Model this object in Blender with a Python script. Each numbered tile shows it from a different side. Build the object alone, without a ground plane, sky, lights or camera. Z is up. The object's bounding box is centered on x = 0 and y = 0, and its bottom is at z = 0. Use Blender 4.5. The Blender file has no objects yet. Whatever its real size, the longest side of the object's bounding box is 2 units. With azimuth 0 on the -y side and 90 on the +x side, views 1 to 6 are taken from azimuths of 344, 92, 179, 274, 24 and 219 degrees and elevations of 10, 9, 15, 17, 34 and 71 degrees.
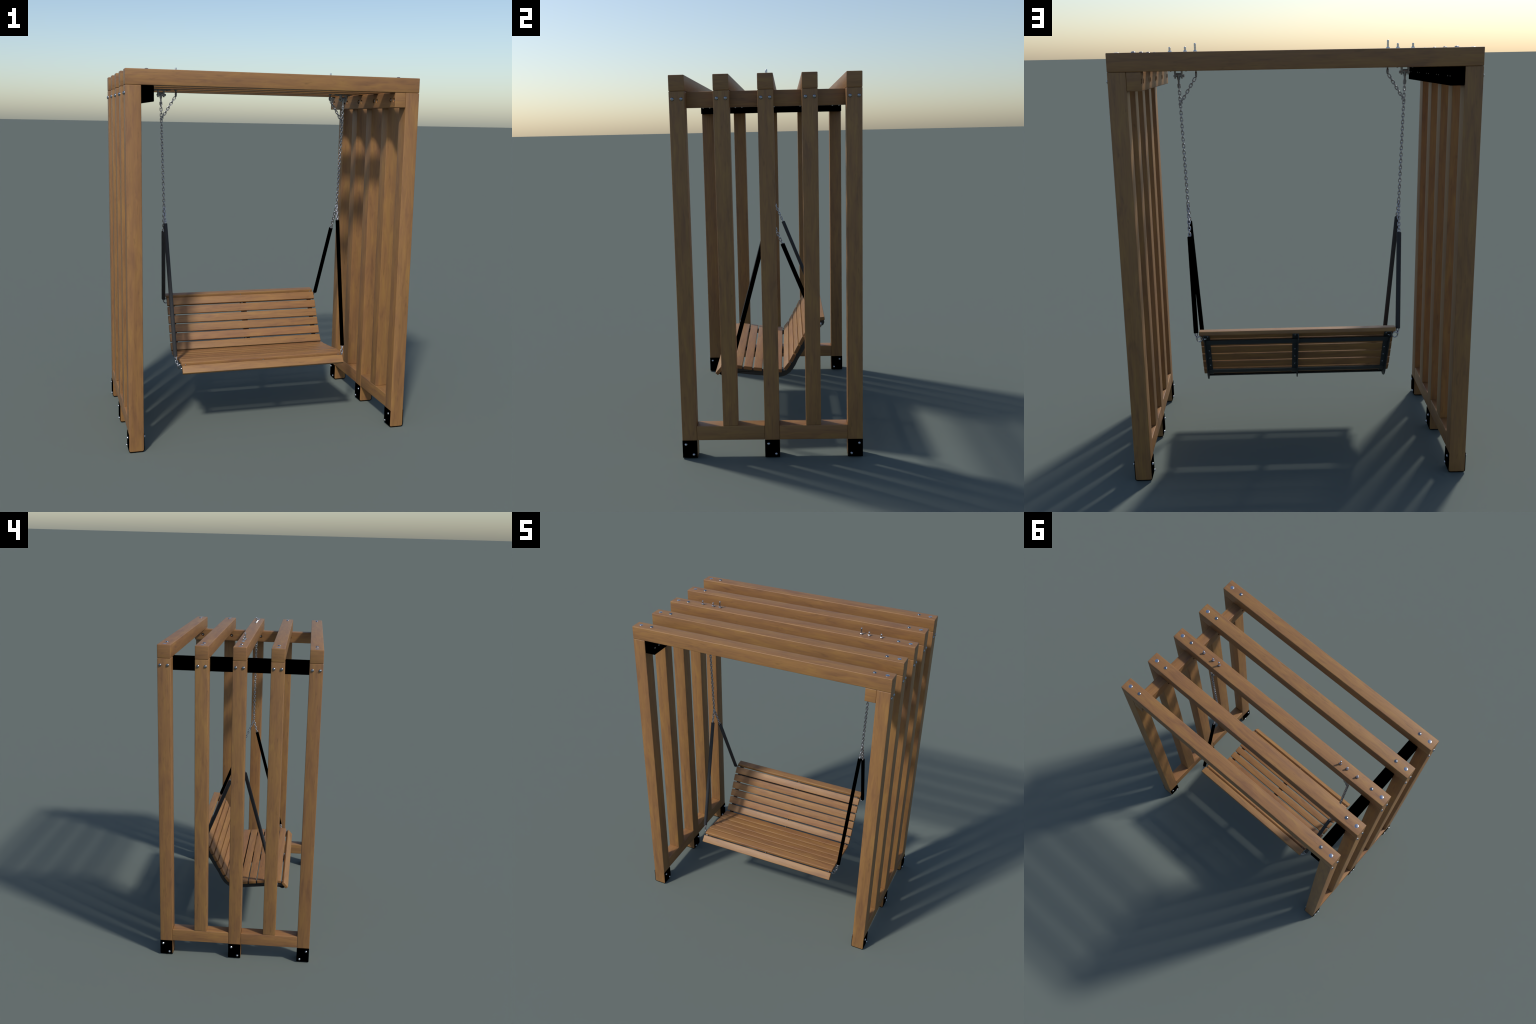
# A slatted timber pergola frame with a bench swing hung on chains.
import bpy, bmesh, math, random
from mathutils import Vector, Matrix

random.seed(7)
COL = bpy.context.scene.collection
SIDES = (1, -1)

# ------------------------------------------------------------------ sizes (m)
TIMBER = 0.0772                      # square section of beams and posts
HALF = TIMBER / 2
END_X = 0.7824                       # outer face of posts and beam ends
TOP_Z = 1.9590
BEAM_Z = TOP_Z - TIMBER              # underside of the roof beams
PITCH_Y = 0.2154                     # spacing of the five portals
PORTALS = [(i - 2) * PITCH_Y for i in range(5)]
POST_X = END_X - HALF
RAIL_LOW, RAIL_TOP = 0.0980, 0.1745
BAR_IN, BAR_OUT = 0.6425, 0.7050     # crossbar inside the posts
BAR_LOW, BAR_TOP = 1.8032, 1.8812
BOLT_Z = 1.8430
BOLT_DY = 0.0217


# ------------------------------------------------------------------ materials
def node(nt, kind, **kw):
    n = nt.nodes.new(kind)
    for k, v in kw.items():
        setattr(n, k, v)
    return n


def plain(name, colour, rough=0.5, metal=0.0, spec=0.5, grain=0.0, scale=300):
    m = bpy.data.materials.new(name)
    m.use_nodes = True
    nt = m.node_tree
    b = nt.nodes["Principled BSDF"]
    b.inputs["Base Color"].default_value = (*colour, 1)
    b.inputs["Roughness"].default_value = rough
    b.inputs["Metallic"].default_value = metal
    b.inputs["Specular IOR Level"].default_value = spec
    if grain:
        tc = node(nt, "ShaderNodeTexCoord")
        nz = node(nt, "ShaderNodeTexNoise")
        nz.inputs["Scale"].default_value = scale
        nz.inputs["Detail"].default_value = 3
        nt.links.new(tc.outputs["Object"], nz.inputs["Vector"])
        mr = node(nt, "ShaderNodeMapRange")
        mr.inputs["To Min"].default_value = 1 - grain
        mr.inputs["To Max"].default_value = 1 + grain
        nt.links.new(nz.outputs["Fac"], mr.inputs["Value"])
        mx = node(nt, "ShaderNodeMix", data_type="RGBA", blend_type="MULTIPLY")
        mx.inputs["Factor"].default_value = 1
        mx.inputs[6].default_value = (*colour, 1)
        nt.links.new(mr.outputs["Result"], mx.inputs[7])
        nt.links.new(mx.outputs[2], b.inputs["Base Color"])
    return m


def wood(name, gain=1.0, offset=0.0):
    """Oiled hardwood: grain runs along each piece's own X axis."""
    m = bpy.data.materials.new(name)
    m.use_nodes = True
    nt = m.node_tree
    L = nt.links.new
    b = nt.nodes["Principled BSDF"]
    tc = node(nt, "ShaderNodeTexCoord")
    info = node(nt, "ShaderNodeObjectInfo")
    shift = node(nt, "ShaderNodeVectorMath", operation="MULTIPLY_ADD")
    comb = node(nt, "ShaderNodeCombineXYZ")
    L(info.outputs["Random"], comb.inputs[0])
    L(info.outputs["Random"], comb.inputs[1])
    L(info.outputs["Random"], comb.inputs[2])
    shift.inputs[1].default_value = (31.0, 17.0, 23.0)
    L(comb.outputs[0], shift.inputs[0])
    # on the sawn ends the fibres are drawn across the face (X and Y swapped)
    sep = node(nt, "ShaderNodeSeparateXYZ")
    L(tc.outputs["Object"], sep.inputs[0])
    swap = node(nt, "ShaderNodeCombineXYZ")
    L(sep.outputs[1], swap.inputs[0])
    L(sep.outputs[0], swap.inputs[1])
    L(sep.outputs[2], swap.inputs[2])
    nsep = node(nt, "ShaderNodeSeparateXYZ")
    L(tc.outputs["Normal"], nsep.inputs[0])
    ab = node(nt, "ShaderNodeMath", operation="ABSOLUTE")
    L(nsep.outputs[0], ab.inputs[0])
    gt = node(nt, "ShaderNodeMath", operation="GREATER_THAN")
    gt.inputs[1].default_value = 0.8
    L(ab.outputs[0], gt.inputs[0])
    pick = node(nt, "ShaderNodeMix", data_type="VECTOR")
    L(gt.outputs[0], pick.inputs["Factor"])
    L(tc.outputs["Object"], pick.inputs[4])
    L(swap.outputs[0], pick.inputs[5])
    L(pick.outputs[1], shift.inputs[2])

    def stretched(sx, sy, sz, scale, detail, distort=0.0, rough=0.5):
        mp = node(nt, "ShaderNodeMapping")
        mp.inputs["Scale"].default_value = (sx, sy, sz)
        mp.inputs["Location"].default_value = (offset, offset * 0.7, offset * 1.3)
        L(shift.outputs[0], mp.inputs["Vector"])
        nz = node(nt, "ShaderNodeTexNoise")
        nz.inputs["Scale"].default_value = scale
        nz.inputs["Detail"].default_value = detail
        nz.inputs["Distortion"].default_value = distort
        nz.inputs["Roughness"].default_value = rough
        L(mp.outputs[0], nz.inputs["Vector"])
        return nz

    # broad tone: honey to reddish brown, in long soft patches
    broad = stretched(5.5, 36, 36, 1.0, 5.0, 0.7, 0.58)
    ramp = node(nt, "ShaderNodeValToRGB")
    cr = ramp.color_ramp
    stops = [(0.29, (0.202, 0.0980, 0.0418)), (0.42, (0.244, 0.1205, 0.0452)),
             (0.57, (0.275, 0.1390, 0.0468)), (0.72, (0.307, 0.1625, 0.0482))]
    while len(cr.elements) < len(stops):
        cr.elements.new(0.5)
    for e, (p, c) in zip(cr.elements, stops):
        e.position = p
        e.color = (*[v * gain for v in c], 1)
    L(broad.outputs["Fac"], ramp.inputs[0])
    # fibres
    fibre = stretched(5, 190, 190, 1.0, 4.0, 0.3, 0.6)
    f = node(nt, "ShaderNodeMapRange")
    f.inputs["From Min"].default_value = 0.3
    f.inputs["From Max"].default_value = 0.7
    f.inputs["To Min"].default_value = 0.89
    f.inputs["To Max"].default_value = 1.07
    L(fibre.outputs["Fac"], f.inputs["Value"])
    mul = node(nt, "ShaderNodeMix", data_type="RGBA", blend_type="MULTIPLY")
    mul.inputs["Factor"].default_value = 1
    L(ramp.outputs[0], mul.inputs[6])
    L(f.outputs[0], mul.inputs[7])
    # darker dashes: short pores and small knots
    dash = stretched(16, 95, 95, 1.0, 3.0, 0.8)
    d = node(nt, "ShaderNodeMapRange")
    d.inputs["From Min"].default_value = 0.60
    d.inputs["From Max"].default_value = 0.78
    d.inputs["To Min"].default_value = 1.0
    d.inputs["To Max"].default_value = 0.74
    L(dash.outputs["Fac"], d.inputs["Value"])
    mul2 = node(nt, "ShaderNodeMix", data_type="RGBA", blend_type="MULTIPLY")
    mul2.inputs["Factor"].default_value = 1
    L(mul.outputs[2], mul2.inputs[6])
    L(d.outputs[0], mul2.inputs[7])
    # each board a little different: reddish or yellowish, lighter or darker
    white = node(nt, "ShaderNodeTexWhiteNoise", noise_dimensions="1D")
    L(info.outputs["Random"], white.inputs["W"])
    hue = node(nt, "ShaderNodeMapRange")
    hue.inputs["To Min"].default_value = 0.4960
    hue.inputs["To Max"].default_value = 0.5015
    L(white.outputs["Value"], hue.inputs["Value"])
    val = node(nt, "ShaderNodeMapRange")
    val.inputs["To Min"].default_value = 0.95
    val.inputs["To Max"].default_value = 1.04
    L(info.outputs["Random"], val.inputs["Value"])
    hsv = node(nt, "ShaderNodeHueSaturation")
    L(hue.outputs[0], hsv.inputs["Hue"])
    L(val.outputs[0], hsv.inputs["Value"])
    L(mul2.outputs[2], hsv.inputs["Color"])
    L(hsv.outputs[0], b.inputs["Base Color"])
    b.inputs["Roughness"].default_value = 0.5
    b.inputs["Specular IOR Level"].default_value = 0.45
    bump = node(nt, "ShaderNodeBump")
    bump.inputs["Strength"].default_value = 0.06
    bump.inputs["Distance"].default_value = 0.002
    L(fibre.outputs["Fac"], bump.inputs["Height"])
    L(bump.outputs[0], b.inputs["Normal"])
    return m


WOOD = wood("oiled_timber")
SLAT_WOOD = wood("oiled_slat_timber", 1.0, 3.7)
BLACK = plain("baked_unlit_black", (0.0, 0.0, 0.0), 0.9, 0.0, 0.0)  # zero base colour bakes in the lightless shading of mirrored parts
RUBBER = plain("dark_grey_rubber", (0.035, 0.036, 0.038), 0.75, 0, 0.3, 0.1, 400)
FRAME_PAINT = plain("dark_grey_metal_paint", (0.030, 0.035, 0.037), 0.5, 0, 0.4, 0.08, 200)
STEEL = plain("galvanised_steel", (0.55, 0.56, 0.60), 0.22, 1.0, 0.5, 0.08, 300)
CHAIN = plain("chain_steel", (0.40, 0.41, 0.44), 0.27, 1.0, 0.5, 0.08, 300)
BOLT = plain("darkened_bolt_steel", (0.30, 0.31, 0.335), 0.20, 1.0, 0.5, 0.06, 300)  # darker base than the other steels, used for the domed heads
BRACKET = plain("dull_zinc_bracket", (0.30, 0.32, 0.34), 0.45, 0.9, 0.5, 0.1, 200)


# ------------------------------------------------------------------ builders
def finish(bm, name, mat, smooth_angle=35):
    bmesh.ops.recalc_face_normals(bm, faces=bm.faces)
    me = bpy.data.meshes.new(name)
    bm.to_mesh(me)
    bm.free()
    me.materials.append(mat)
    for p in me.polygons:
        p.use_smooth = True
    me.set_sharp_from_angle(angle=math.radians(smooth_angle))
    return me


WORLD = {}          # object name -> world matrix, kept by hand so no scene update is needed


def place_world(name, mesh, parent, world):
    """Put a child of a (possibly turned) parent at a given world matrix."""
    ob = bpy.data.objects.new(name, mesh)
    COL.objects.link(ob)
    ob.parent = parent
    ob.matrix_basis = WORLD.get(parent.name, Matrix.Identity(4)).inverted() @ world
    WORLD[ob.name] = world.copy()
    return ob


def place(name, mesh, parent, loc=(0, 0, 0), rot=None):
    m = rot.to_4x4() if rot is not None else Matrix.Identity(4)
    m.translation = Vector(loc)
    return place_world(name, mesh, parent, m)


def add_box(bm, lo, hi):
    v = [bm.verts.new((x, y, z)) for x in (lo[0], hi[0]) for y in (lo[1], hi[1]) for z in (lo[2], hi[2])]
    for q in ((0, 1, 3, 2), (4, 6, 7, 5), (0, 4, 5, 1), (2, 3, 7, 6), (0, 2, 6, 4), (1, 5, 7, 3)):
        bm.faces.new([v[i] for i in q])
    return v


def board(name, length, width, thick, mat, bevel=0.0036, foot_radius=0.0):
    """Rounded-edge timber, X along the grain, origin in the middle."""
    bm = bmesh.new()
    add_box(bm, (-length / 2, -width / 2, -thick / 2), (length / 2, width / 2, thick / 2))
    bmesh.ops.recalc_face_normals(bm, faces=bm.faces)
    if foot_radius:
        es = [e for e in bm.edges if all(v.co.x < 0 for v in e.verts)
              and abs(e.verts[0].co.y - e.verts[1].co.y) > 1e-6]
        bmesh.ops.bevel(bm, geom=es, offset=foot_radius, segments=6, profile=0.5, affect="EDGES")
    bm.normal_update()
    es = [e for e in bm.edges if e.calc_face_angle(0) > 0.6]
    bmesh.ops.bevel(bm, geom=es, offset=bevel, segments=4, profile=0.5, affect="EDGES", clamp_overlap=True)
    return finish(bm, name, mat, 30)


def add_cylinder(bm, a, b, r0, r1=None, seg=20, caps=True):
    a, b = Vector(a), Vector(b)
    r1 = r0 if r1 is None else r1
    z = (b - a).normalized()
    x = z.orthogonal().normalized()
    y = z.cross(x)
    rings = []
    for c, r in ((a, r0), (b, r1)):
        rings.append([bm.verts.new(c + (x * math.cos(t) + y * math.sin(t)) * r)
                      for t in (2 * math.pi * i / seg for i in range(seg))])
    for i in range(seg):
        j = (i + 1) % seg
        bm.faces.new((rings[0][i], rings[0][j], rings[1][j], rings[1][i]))
    if caps:
        bm.faces.new(rings[0][::-1])
        bm.faces.new(rings[1])


def add_lathe(bm, profile, seg=20):
    """profile: (radius, z) pairs from bottom to top, spun about Z."""
    rings = []
    for r, z in profile:
        if r < 1e-6:
            rings.append([bm.verts.new((0, 0, z))])
        else:
            rings.append([bm.verts.new((r * math.cos(2 * math.pi * i / seg), r * math.sin(2 * math.pi * i / seg), z))
                          for i in range(seg)])
    for p, q in zip(rings, rings[1:]):
        for i in range(seg):
            j = (i + 1) % seg
            if len(p) == 1 and len(q) > 1:
                bm.faces.new((p[0], q[i], q[j]))
            elif len(q) == 1 and len(p) > 1:
                bm.faces.new((p[i], p[j], q[0]))
            elif len(p) > 1:
                bm.faces.new((p[i], p[j], q[j], q[i]))


def add_tube(bm, path, r, seg=10, closed=False):
    """Round wire along a list of points."""
    pts = [Vector(p) for p in path]
    n = len(pts)
    rings = []
    up = None
    for i, p in enumerate(pts):
        a = pts[i - 1] if (closed or i) else p
        b = pts[(i + 1) % n] if (closed or i < n - 1) else p
        t = (b - a).normalized()
        if up is None:
            up = t.orthogonal().normalized()
        up = (up - t * up.dot(t)).normalized()
        s = t.cross(up)
        rings.append([bm.verts.new(p + (up * math.cos(2 * math.pi * k / seg) + s * math.sin(2 * math.pi * k / seg)) * r)
                      for k in range(seg)])
    for i in range(n if closed else n - 1):
        p, q = rings[i], rings[(i + 1) % n]
        for k in range(seg):
            m = (k + 1) % seg
            bm.faces.new((p[k], p[m], q[m], q[k]))
    if not closed:
        bm.faces.new(rings[0][::-1])
        bm.faces.new(rings[-1])


def add_prism(bm, outline, x0, x1):
    """Extrude a (y, z) outline along X."""
    a = [bm.verts.new((x0, y, z)) for y, z in outline]
    b = [bm.verts.new((x1, y, z)) for y, z in outline]
    n = len(outline)
    bm.faces.new(a)
    bm.faces.new(b[::-1])
    for i in range(n):
        j = (i + 1) % n
        bm.faces.new((a[i], b[i], b[j], a[j]))


UPRIGHT = Matrix.Rotation(-math.pi / 2, 3, "Y")      # local X -> world Z
ALONG_Y = Matrix.Rotation(math.pi / 2, 3, "Z")       # local X -> world Y


def facing(direction):
    """Turn local +Z to the given direction."""
    return Vector((0, 0, 1)).rotation_difference(Vector(direction)).to_matrix()


def spin(deg):
    return Matrix.Rotation(math.radians(deg), 3, "Z")


# ------------------------------------------------------------------ root
root = bpy.data.objects.new("garden_swing", None)
COL.objects.link(root)
root["label"] = "slatted wooden pergola frame with a bench swing hung on chains"
root["category"] = "garden swing"

# ------------------------------------------------------------------ hardware meshes
# flat cap of the bolt over a post
bm = bmesh.new()
add_lathe(bm, [(0.0, 0.0), (0.0114, 0.0), (0.0112, 0.0004), (0.0097, 0.0010), (0.0070, 0.0014), (0.0038, 0.0017), (0, 0.0018)], 24)
FLAT_CAP = finish(bm, "flat_bolt_cap", STEEL, 50)
def dome_head(radius, height, name):
    bm = bmesh.new()
    arc = [(radius * math.cos(a), 0.0006 + height * math.sin(a)) for a in (math.radians(d) for d in (0, 15, 30, 45, 60, 75))]
    add_lathe(bm, [(0, 0), (radius, 0)] + arc + [(0, 0.0006 + height)], 24)
    return finish(bm, name, BOLT, 50)


DOME = dome_head(0.0102, 0.0054, "dome_bolt_head")
SIDE_DOME = dome_head(0.0089, 0.0060, "dome_bolt_head")
# cap nut on a hexagonal base (foot plates)
bm = bmesh.new()
add_lathe(bm, [(0, 0), (0.0074, 0), (0.0074, 0.0030), (0.0066, 0.0038)], 6)
add_lathe(bm, [(0.0061, 0.0028), (0.0059, 0.0050), (0.0046, 0.0068), (0.0023, 0.0078), (0, 0.0080)], 14)
CAP_NUT = finish(bm, "cap_nut", STEEL, 40)
# nut with a stub of thread for the counterbores
bm = bmesh.new()
add_lathe(bm, [(0, 0), (0.0078, 0), (0.0078, 0.0040), (0.0070, 0.0048)], 6)
add_lathe(bm, [(0.0066, 0.0040), (0.0062, 0.0062), (0.0046, 0.0082), (0.0023, 0.0092), (0, 0.0095)], 16)
SUNK_NUT = finish(bm, "counterbore_nut", STEEL, 40)


def threaded_rod(height):
    """Nut on a washer with the rod standing out of the beam."""
    bm = bmesh.new()
    add_lathe(bm, [(0, 0), (0.0078, 0), (0.0082, 0.0030), (0.0088, 0.0034), (0.0088, 0.0040)], 20)
    add_lathe(bm, [(0.0088, 0.0038), (0.0088, 0.0074), (0.0078, 0.0086), (0.0050, 0.0088)], 6)
    prof = [(0.0051, 0.006)]
    z = 0.009
    while z < height - 0.003:
        prof += [(0.0051, z), (0.00495, z + 0.0007)]
        z += 0.0014
    prof += [(0.0051, height - 0.0018), (0.0041, height - 0.0004), (0.0034, height), (0, height)]
    add_lathe(bm, prof, 14)
    return finish(bm, "threaded_rod", STEEL, 45)


SHORT_ROD = threaded_rod(0.0255)
LONG_ROD = threaded_rod(0.0410)

# ------------------------------------------------------------------ roof beams
BEAM = board("roof_beam", 2 * END_X, TIMBER, TIMBER, WOOD)
for y in PORTALS:
    beam = place("roof_beam", BEAM, root, (0, y, TOP_Z - HALF))
    for s in SIDES:
        place_world("flat_bolt_cap", FLAT_CAP, beam, Matrix.Translation((s * 0.7440, y, TOP_Z - 0.0002)))
        place_world("dome_bolt_head", DOME, beam, Matrix.Translation((s * 0.6740, y, TOP_Z - 0.0002)))
    if abs(y) < 1e-6:
        for s in SIDES:
            for x, rod in ((0.5725, SHORT_ROD), (0.5005, SHORT_ROD), (0.4535, LONG_ROD)):
                place_world("threaded_rod", rod, beam, Matrix.Translation((s * x, 0, TOP_Z)) @ spin(17 + 40 * s).to_4x4())

# ------------------------------------------------------------------ posts and feet
PLATE = 0.0022
POST = board("post", BEAM_Z - 0.0005 - PLATE, TIMBER, TIMBER, WOOD, 0.0034, 0.0085)
SHORT_POST = board("short_post", BEAM_Z - 0.0005 - RAIL_TOP, TIMBER, TIMBER, WOOD, 0.0034)


def foot_strap():
    """U of flat steel wrapped under a post: up the outer face, down round the corners, up the inner face."""
    def u(half, low, radius):
        out = [(-half, RAIL_LOW)]
        for c, a0 in ((-half + radius, 180), (half - radius, 270)):
            for k in range(7):
                a = math.radians(a0 + 15 * k)
                out.append((c + radius * math.cos(a), low + radius + radius * math.sin(a)))
        return out + [(half, RAIL_LOW)]
    outer = u(HALF + PLATE, 0.0, 0.0110)
    inner = u(HALF + 0.0002, PLATE - 0.0002, 0.0085)
    bm = bmesh.new()
    rows = [[[bm.verts.new((x, y, z)) for x, z in line] for line in (outer, inner)] for y in (-HALF, HALF)]
    n = len(outer)
    for i in range(n - 1):
        for r, q in ((0, 0), (0, 1)):
            bm.faces.new((rows[0][q][i], rows[0][q][i + 1], rows[1][q][i + 1], rows[1][q][i]))
        for e in (0, 1):
            bm.faces.new((rows[e][0][i], rows[e][0][i + 1], rows[e][1][i + 1], rows[e][1][i]))
    for i in (0, n - 1):
        bm.faces.new((rows[0][0][i], rows[1][0][i], rows[1][1][i], rows[0][1][i]))
    return finish(bm, "foot_strap", BLACK, 30)


STRAP = foot_strap()
for s in SIDES:
    for k, y in enumerate(PORTALS):
        tall = k % 2 == 0
        low = PLATE if tall else RAIL_TOP
        high = BEAM_Z - 0.0005
        post = place("post" if tall else "short_post", POST if tall else SHORT_POST, root,
                     (s * POST_X, y, (low + high) / 2), UPRIGHT)
        for d in (-1, 1):
            place_world("dome_bolt_head", SIDE_DOME, post,
                        Matrix.Translation((s * (END_X - 0.0002), y + d * BOLT_DY, BOLT_Z)) @ facing((s, 0, 0)).to_4x4())
        if tall:
            strap = place_world("foot_strap", STRAP, post, Matrix.Translation((s * POST_X, y, 0)))
            lean = (1 if y > 0.1 else -1 if y < -0.1 else -s) * 0.0198
            for dy, z in ((lean, 0.0768), (-lean, 0.0215)):
                for f in SIDES:
                    x = s * POST_X + f * (HALF + PLATE - 0.0002)
                    place_world("cap_nut", CAP_NUT, post,
                                Matrix.Translation((x, y + dy, z)) @ facing((f, 0, 0)).to_4x4() @ spin(random.uniform(0, 60)).to_4x4())

# ------------------------------------------------------------------ bottom rails
RAIL_LEN = 2 * PITCH_Y - TIMBER - 0.0006
RAIL = board("bottom_rail", RAIL_LEN, TIMBER - 0.0006, RAIL_TOP - RAIL_LOW, WOOD, 0.0034)
for s in SIDES:
    for m in SIDES:
        place("bottom_rail", RAIL, root, (s * POST_X, m * PITCH_Y, (RAIL_LOW + RAIL_TOP) / 2), ALONG_Y)

# ------------------------------------------------------------------ crossbars under the beams
BAR_Y = 0.4680


def crossbar(mat, name):
    """Timber rail with a counterbored hole for every through-bolt on its inner face (local +Y)."""
    me = board(name, 2 * BAR_Y, BAR_OUT - BAR_IN, BAR_TOP - BAR_LOW, mat, 0.0034)
    ob = bpy.data.objects.new("bar_blank", me)
    COL.objects.link(ob)
    bm = bmesh.new()
    for y in PORTALS:
        for d in (-1, 1):
            c = (y + d * BOLT_DY, (BAR_OUT - BAR_IN) / 2, BOLT_Z - (BAR_LOW + BAR_TOP) / 2)
            add_cylinder(bm, (c[0], c[1] - 0.0115, c[2]), (c[0], c[1] + 0.01, c[2]), 0.0118, seg=28)
    bmesh.ops.recalc_face_normals(bm, faces=bm.faces)
    cut_me = bpy.data.meshes.new("counterbores")
    bm.to_mesh(cut_me)
    bm.free()
    cut = bpy.data.objects.new("counterbores", cut_me)
    COL.objects.link(cut)
    mod = ob.modifiers.new("bore", "BOOLEAN")
    mod.operation, mod.object, mod.solver = "DIFFERENCE", cut, "EXACT"
    dg = bpy.context.evaluated_depsgraph_get()
    out = bpy.data.meshes.new_from_object(ob.evaluated_get(dg))
    out.name = name
    bpy.data.objects.remove(ob)
    bpy.data.objects.remove(cut)
    bpy.data.meshes.remove(cut_me)
    while len(out.materials) > 1:
        out.materials.pop()
    for p in out.polygons:
        p.material_index = 0
        p.use_smooth = True
    out.set_sharp_from_angle(angle=math.radians(30))
    return out


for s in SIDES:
    mesh = crossbar(WOOD if s > 0 else BLACK, "crossbar" if s > 0 else "black_crossbar")  # left bar is timber too, coloured black because no light shows on it
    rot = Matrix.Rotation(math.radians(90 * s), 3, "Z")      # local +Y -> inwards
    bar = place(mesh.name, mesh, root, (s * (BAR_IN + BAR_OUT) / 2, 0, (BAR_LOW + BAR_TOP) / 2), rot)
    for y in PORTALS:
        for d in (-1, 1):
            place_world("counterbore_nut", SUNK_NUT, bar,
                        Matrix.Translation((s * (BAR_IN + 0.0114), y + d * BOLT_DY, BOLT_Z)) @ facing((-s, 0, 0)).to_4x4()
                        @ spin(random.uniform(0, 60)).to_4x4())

# ------------------------------------------------------------------ swing seat
SLAT_T, SLAT_W, SLAT_HALF = 0.0195, 0.0472, 0.4697
# sitting-side face of every slat in profile: (front y, z) -> (back y, z)
SEAT_LINE = [
    ((-0.3175, 0.3605), (-0.2878, 0.3952)),          # waterfall front slat
    ((-0.2690, 0.4048), (-0.2222, 0.4072)),
    ((-0.2130, 0.4068), (-0.1660, 0.4018)),
    ((-0.1572, 0.3998), (-0.1105, 0.3934)),
    ((-0.1030, 0.3922), (-0.0565, 0.3866)),
    ((-0.0490, 0.3862), (-0.0020, 0.3812)),
    ((0.0060, 0.3800), (0.0530, 0.3784)),
]
BACK_LINE = [
    ((0.0610, 0.3808), (0.0890, 0.4172)),
    ((0.0945, 0.4250), (0.1158, 0.4658)),
    ((0.1207, 0.4730), (0.1418, 0.5148)),
    ((0.1465, 0.5215), (0.1675, 0.5630)),
    ((0.1735, 0.5700), (0.1930, 0.6118)),
    ((0.2005, 0.6205), (0.2273, 0.6575)),
    ((0.2443, 0.6685), (0.2907, 0.6735)),            # top rail slat
]
SLAT = board("seat_slat", 2 * SLAT_HALF, SLAT_W, SLAT_T, SLAT_WOOD, 0.0034)


def slat_frame(p, q):
    a, b = Vector((0, *p)), Vector((0, *q))
    t = (b - a).normalized()
    n = Vector((1, 0, 0)).cross(t)
    return (a + b) / 2, t, n


UNDERSIDES = []
for name, line in (("seat_slat", SEAT_LINE), ("back_slat", BACK_LINE)):
    for p, q in line:
        mid, t, n = slat_frame(p, q)
        UNDERSIDES.append((mid - n * SLAT_T, t, n))

# steel angle ribs, bent to the seat profile
FL = 0.0035
flange_path = []
for mid, t, n in UNDERSIDES:
    for e in (-1, 1):
        v = mid + t * e * SLAT_W * 0.46
        flange_path.append((v.y, v.z))
# outer edge of the rib's web, from the top of the back round the bend to the front lip
WEB_OUTER = [
    (0.2890, 0.6500), (0.2910, 0.6380), (0.2860, 0.6240), (0.2710, 0.6150), (0.2540, 0.6060), (0.2390, 0.5890),
    (0.2095, 0.5395), (0.1800, 0.4885), (0.1425, 0.4265), (0.1290, 0.3970), (0.1150, 0.3745), (0.0980, 0.3545),
    (0.0770, 0.3390), (0.0560, 0.3310), (0.0364, 0.3284), (0.0100, 0.3290), (-0.0180, 0.3314), (-0.0587, 0.3373),
    (-0.1283, 0.3448), (-0.1610, 0.3490), (-0.2100, 0.3545), (-0.2390, 0.3560), (-0.2530, 0.3540), (-0.2640, 0.3480),
    (-0.2730, 0.3430), (-0.2820, 0.3420), (-0.2900, 0.3450), (-0.2950, 0.3500), (-0.2985, 0.3550),
]


def rib(flange_x0, flange_x1, web_x0, web_x1):
    bm = bmesh.new()
    add_prism(bm, flange_path + WEB_OUTER, web_x0, web_x1)
    # flange: strip of plate just under the slats
    lower = []
    for (mid, t, n) in UNDERSIDES:
        for e in (-1, 1):
            v = mid + t * e * SLAT_W * 0.46 - n * FL
            lower.append((v.y, v.z))
    rows = [[[bm.verts.new((x, y, z)) for y, z in path] for path in (flange_path, lower)] for x in (flange_x0, flange_x1)]
    n = len(flange_path)
    for i in range(n - 1):
        for q in (0, 1):
            bm.faces.new((rows[0][q][i], rows[0][q][i + 1], rows[1][q][i + 1], rows[1][q][i]))
        for e in (0, 1):
            bm.faces.new((rows[e][0][i], rows[e][0][i + 1], rows[e][1][i + 1], rows[e][1][i]))
    for i in (0, n - 1):
        bm.faces.new((rows[0][0][i], rows[1][0][i], rows[1][1][i], rows[0][1][i]))
    return bm


bm_all = bmesh.new()
RIBS = [(0.4235, 0.4470, 0.4470, 0.4515), (0.0230, -0.0020, -0.0065, -0.0020), (-0.4235, -0.4470, -0.4515, -0.4470)]
for f0, f1, w0, w1 in RIBS:
    b2 = rib(f0, f1, w0, w1)
    tmp = bpy.data.meshes.new("tmp")
    b2.to_mesh(tmp)
    b2.free()
    bm_all.from_mesh(tmp)
    bpy.data.meshes.remove(tmp)


def cross_strip(index, width, along, depth):
    """Flat bar from rib to rib, welded between the webs, parallel to slat number index."""
    mid, t, n = UNDERSIDES[index]
    c = mid + t * along - n * depth
    quad = [c - t * width / 2, c + t * width / 2, c + t * width / 2 + n * 0.004, c - t * width / 2 + n * 0.004]
    add_prism(bm_all, [(v.y, v.z) for v in quad], -0.4472, 0.4472)


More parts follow.
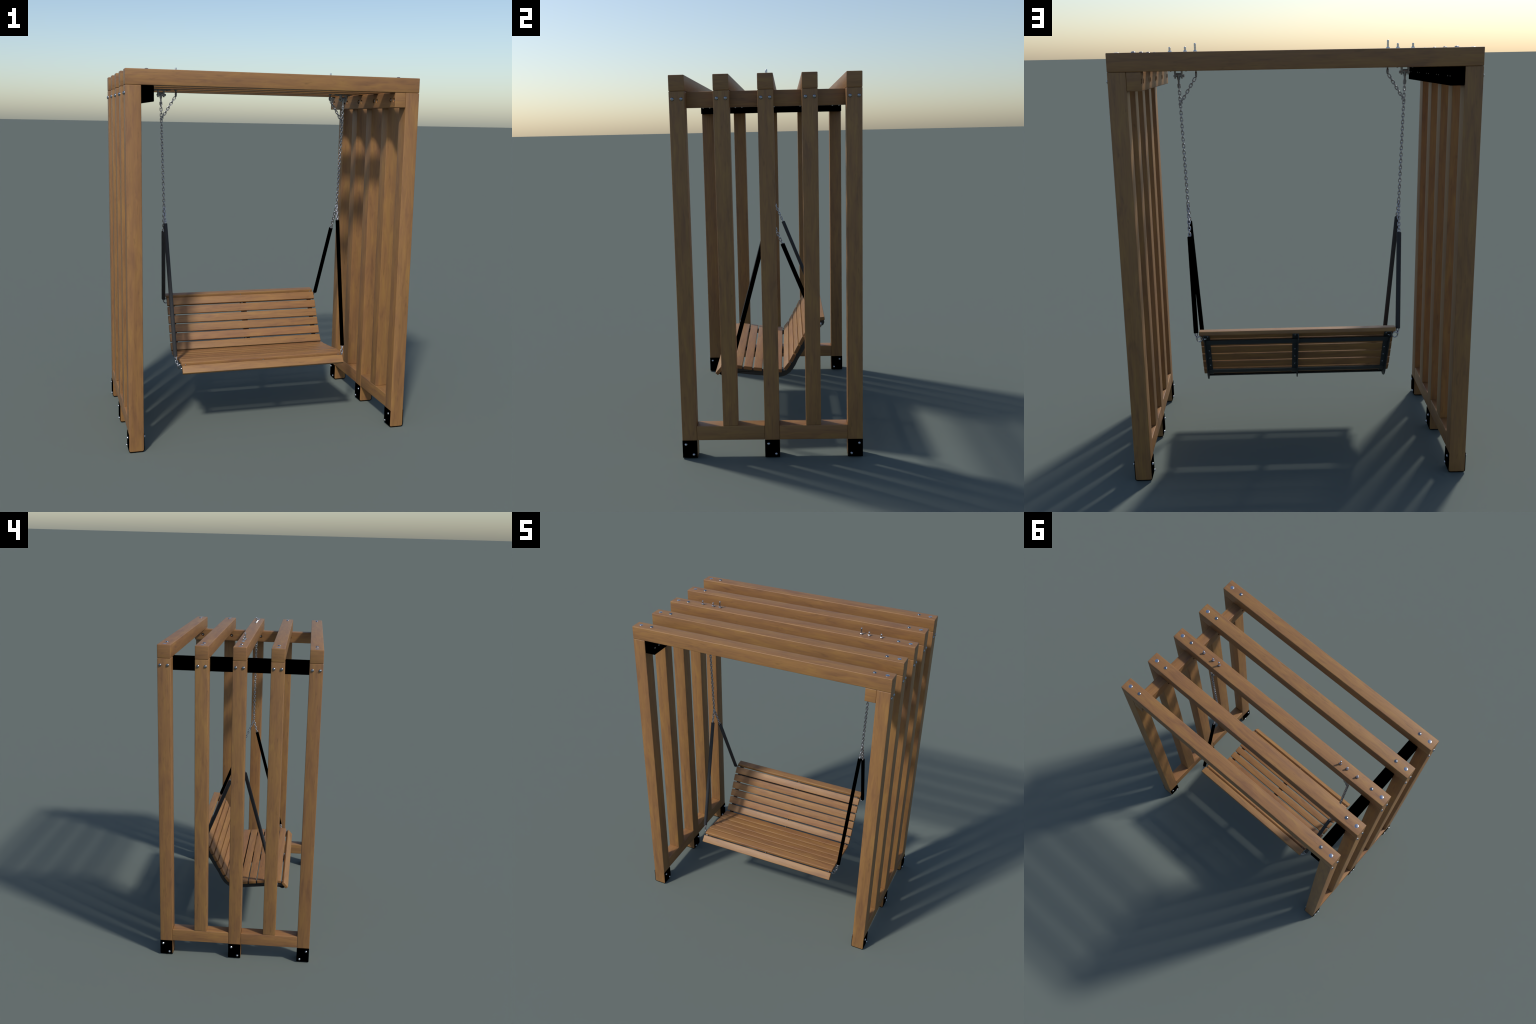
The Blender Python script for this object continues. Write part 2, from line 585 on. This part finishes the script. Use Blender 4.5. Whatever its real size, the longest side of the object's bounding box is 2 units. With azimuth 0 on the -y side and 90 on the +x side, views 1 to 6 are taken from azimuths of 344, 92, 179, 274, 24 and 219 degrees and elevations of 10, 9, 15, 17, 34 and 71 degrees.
cross_strip(11, 0.0268, 0.0145, 0.0142)
cross_strip(7, 0.0280, 0.0122, 0.0077)
add_prism(bm_all, [(-0.0045, 0.3345), (0.0225, 0.3333), (0.0225, 0.3375), (-0.0045, 0.3387)], -0.4472, 0.4472)
add_prism(bm_all, [(-0.2380, 0.3680), (-0.2110, 0.3670), (-0.2110, 0.3712), (-0.2380, 0.3722)], -0.4472, 0.4472)
bench = place("bench_frame", finish(bm_all, "bench_frame", FRAME_PAINT, 30), root)

i = 0
for name, line in (("seat_slat", SEAT_LINE), ("back_slat", BACK_LINE)):
    for p, q in line:
        mid, t, n = slat_frame(p, q)
        c = mid - n * SLAT_T / 2
        rot = Matrix((Vector((1, 0, 0)), t, n)).transposed()
        turn = Matrix.Rotation(math.pi if i % 3 == 1 else 0, 3, "Z")
        place(name, SLAT, bench, c, rot @ turn)
        i += 1

# slat screws under the flanges, and rivet studs in the gaps at the bends
bm = bmesh.new()
add_lathe(bm, [(0, 0), (0.0036, 0), (0.0034, 0.0012), (0.0020, 0.0022), (0, 0.0024)], 12)
SCREW = finish(bm, "slat_screw", STEEL, 50)
bm = bmesh.new()
add_lathe(bm, [(0, 0), (0.0026, 0), (0.0026, 0.0125), (0.0018, 0.0136), (0, 0.0138)], 10)
STUD = finish(bm, "gap_stud", BRACKET, 50)
for x in (0.4335, 0.0085, -0.4335):
    for k, (mid, t, n) in enumerate(UNDERSIDES):
        if k in (1, 6):
            continue
        v = mid - n * FL
        place("slat_screw", SCREW, bench, (x, v.y, v.z), facing(-n))
    for k in (0, 6, 7, 11, 12):
        a, b = UNDERSIDES[k], UNDERSIDES[k + 1]
        v = (a[0] + a[1] * SLAT_W / 2 + b[0] - b[1] * SLAT_W / 2) / 2
        n = (a[2] + b[2]).normalized()
        place("gap_stud", STUD, bench, ({0.4335: 0.4492, 0.0085: -0.0042}.get(x, -0.4492), v.y, v.z), facing(n))

# ------------------------------------------------------------------ eye bolts on the bench
EYE_R, EYE_WIRE = 0.0128, 0.0029
bm = bmesh.new()
add_tube(bm, [(EYE_R * math.cos(2 * math.pi * k / 32), 0, EYE_R * math.sin(2 * math.pi * k / 32)) for k in range(32)], EYE_WIRE, 10, True)
add_cylinder(bm, (-0.0125, 0, 0), (-0.0340, 0, 0), 0.0024, seg=12)
add_cylinder(bm, (-0.0230, 0, 0), (-0.0275, 0, 0), 0.0052, seg=6)
add_cylinder(bm, (-0.0150, 0, 0), (-0.0168, 0, 0), 0.0056, seg=16)
EYE = finish(bm, "eye_bolt", CHAIN, 40)
EYES = {"back": Vector((0.4690, 0.2700, 0.6300)), "front": Vector((0.4720, -0.2455, 0.3750))}
for s in SIDES:
    for e in EYES.values():
        place("eye_bolt", EYE, bench, (s * e.x, e.y, e.z), spin(0 if s > 0 else 180))

# ------------------------------------------------------------------ chains
LINK_P, LINK_WIRE, LINK_HALF_W = 0.0158, 0.0025, 0.0056
bm = bmesh.new()
half = LINK_P / 2 + LINK_WIRE - LINK_HALF_W
loop = [(LINK_HALF_W * math.cos(a), 0, half + LINK_HALF_W * math.sin(a)) for a in (math.pi * k / 8 for k in range(9))]
loop += [(x * -1, 0, -z) for x, y, z in loop]
add_tube(bm, loop, LINK_WIRE, 8, True)
LINK = finish(bm, "chain_link", CHAIN, 60)


def chain(parent, a, b, hide=(None, None), first=0):
    """Links end to end from a to b, turned 90 degrees one after another; those inside a sleeve are left out."""
    a, b = Vector(a), Vector(b)
    d = (b - a).normalized()
    n = max(1, round((b - a).length / LINK_P))
    side = (Vector((0, 1, 0)).cross(d)).normalized()
    for k in range(n):
        c = a.lerp(b, (k + 0.5) / n)
        if hide[0] is not None and hide[1] < c.z < hide[0]:
            continue
        u = side if (k + first) % 2 == 0 else d.cross(side)
        rot = Matrix((u, d.cross(u), d)).transposed()
        rot = rot @ Matrix.Rotation(math.radians(random.uniform(-7, 7)), 3, "Z")
        place("chain_link", LINK, parent, c, rot)


SLEEVE_R = 0.0114


def sleeve(a, b, mat):
    a, b = Vector(a), Vector(b)
    bm = bmesh.new()
    t = (b - a).normalized()
    ln = (b - a).length
    prof = [(0.0080, 0.002), (0.0086, 0.0003), (0.0107, 0.0003), (SLEEVE_R, 0.0015), (SLEEVE_R, ln - 0.0015),
            (0.0107, ln), (0.0086, ln), (0.0080, ln - 0.002), (0.0080, 0.002)]
    add_lathe(bm, prof, 24)
    return finish(bm, "chain_sleeve", mat, 40), a, t


for s in SIDES:
    def P(x, y, z):
        return Vector((s * x, y, z))

    # swivel hanger screwed under the middle beam
    bm = bmesh.new()
    v = add_box(bm, (0.4850, -0.0165, BEAM_Z - 0.0045), (0.5880, 0.0165, BEAM_Z - 0.0003))
    es = [e for e in bm.edges if abs(e.verts[0].co.z - e.verts[1].co.z) > 1e-4]
    bmesh.ops.bevel(bm, geom=es, offset=0.006, segments=4, profile=0.5, affect="EDGES")
    for cx in (0.5523, 0.5207):
        arc = [(0.0105 * math.cos(a), 1.8500 + 0.0105 * math.sin(a)) for a in (math.radians(180 + 22.5 * k) for k in range(9))]
        add_prism(bm, [(-0.0125, BEAM_Z - 0.0045)] + arc + [(0.0125, BEAM_Z - 0.0045)], cx - 0.0037, cx + 0.0037)
    add_cylinder(bm, (0.5600, 0, 1.8520), (0.5100, 0, 1.8520), 0.0036, seg=14)
    add_cylinder(bm, (0.5150, 0, 1.8520), (0.5090, 0, 1.8520), 0.0070, 0.0062, seg=6)
    add_cylinder(bm, (0.5560, 0, 1.8520), (0.5582, 0, 1.8520), 0.0046, seg=6)
    for bx in (0.5725, 0.5005):
        add_cylinder(bm, (bx, 0, BEAM_Z - 0.0045), (bx, 0, BEAM_Z - 0.0075), 0.0062, seg=6)
        add_cylinder(bm, (bx, 0, BEAM_Z - 0.0045), (bx, 0, BEAM_Z - 0.0098), 0.0034, seg=12)
    if s < 0:
        for w in bm.verts:
            w.co.x *= -1
    hanger = place("swivel_hanger", finish(bm, "swivel_hanger", BRACKET, 35), root)
    bm = bmesh.new()
    add_cylinder(bm, (0.5486, 0, 1.8560), (0.5244, 0, 1.8560), 0.0088, seg=22)
    add_cylinder(bm, (0.5365, 0, 1.8560), (0.5365, 0, 1.8320), 0.0108, 0.0056, seg=16)
    add_cylinder(bm, (0.5365, 0, 1.8320), (0.5365, 0, 1.8150), 0.0048, seg=16)
    add_tube(bm, [(0.5365, 0.0052 * math.cos(a), 1.8100 + 0.0080 * math.sin(a)) for a in (2 * math.pi * k / 20 for k in range(20))], 0.0028, 10, True)
    if s < 0:
        for w in bm.verts:
            w.co.x *= -1
    place("swivel_eye", finish(bm, "swivel_eye", BRACKET, 35), hanger)

    # safety eye bolt beside it
    bm = bmesh.new()
    add_cylinder(bm, (0.4535, 0, BEAM_Z), (0.4535, 0, BEAM_Z - 0.0050), 0.0082, 0.0074, seg=20)
    add_cylinder(bm, (0.4535, 0, BEAM_Z - 0.004), (0.4535, 0, BEAM_Z - 0.0150), 0.0036, seg=12)
    add_tube(bm, [(0.4535, 0.0102 * math.cos(a), 1.8570 + 0.0102 * math.sin(a)) for a in (2 * math.pi * k / 24 for k in range(24))], 0.0043, 10, True)
    if s < 0:
        for w in bm.verts:
            w.co.x *= -1
    place("beam_eye_bolt", finish(bm, "beam_eye_bolt", BRACKET, 40), root)

    J = P(0.5202, 0.0045, 1.2330)
    rope = bpy.data.objects.new("hanging_chain", None)
    COL.objects.link(rope)
    rope.parent = root
    chain(rope, P(0.5365, 0, 1.8140), J, first=0)
    chain(rope, P(0.4588, 0, 1.8410), P(0.5365, 0.001, 1.7180), first=0)
    ft, fb, fe = P(0.5176, -0.0220, 1.1450), P(0.4950, -0.2210, 0.4280), P(0.4860, -0.2370, 0.3745)
    bt, bb, be = P(0.5135, 0.0688, 1.0870), P(0.4870, 0.2430, 0.6505), P(0.4830, 0.2655, 0.6290)
    chain(rope, J, ft.lerp(fb, 0.03), (0, 0), 0)
    chain(rope, fb.lerp(ft, 0.012), fe, (None, None), 0)
    chain(rope, J, bt.lerp(bb, 0.03), (0, 0), 1)
    chain(rope, bb.lerp(bt, 0.01), be, (None, None), 0)
    mat = BLACK if s > 0 else RUBBER  # right sleeves blackened for lost shading; left ones keep the rubber grey
    for a, b in ((ft, fb), (bt, bb)):
        me, a0, t = sleeve(a, b, mat)
        place("chain_sleeve", me, rope, a0, facing(t))
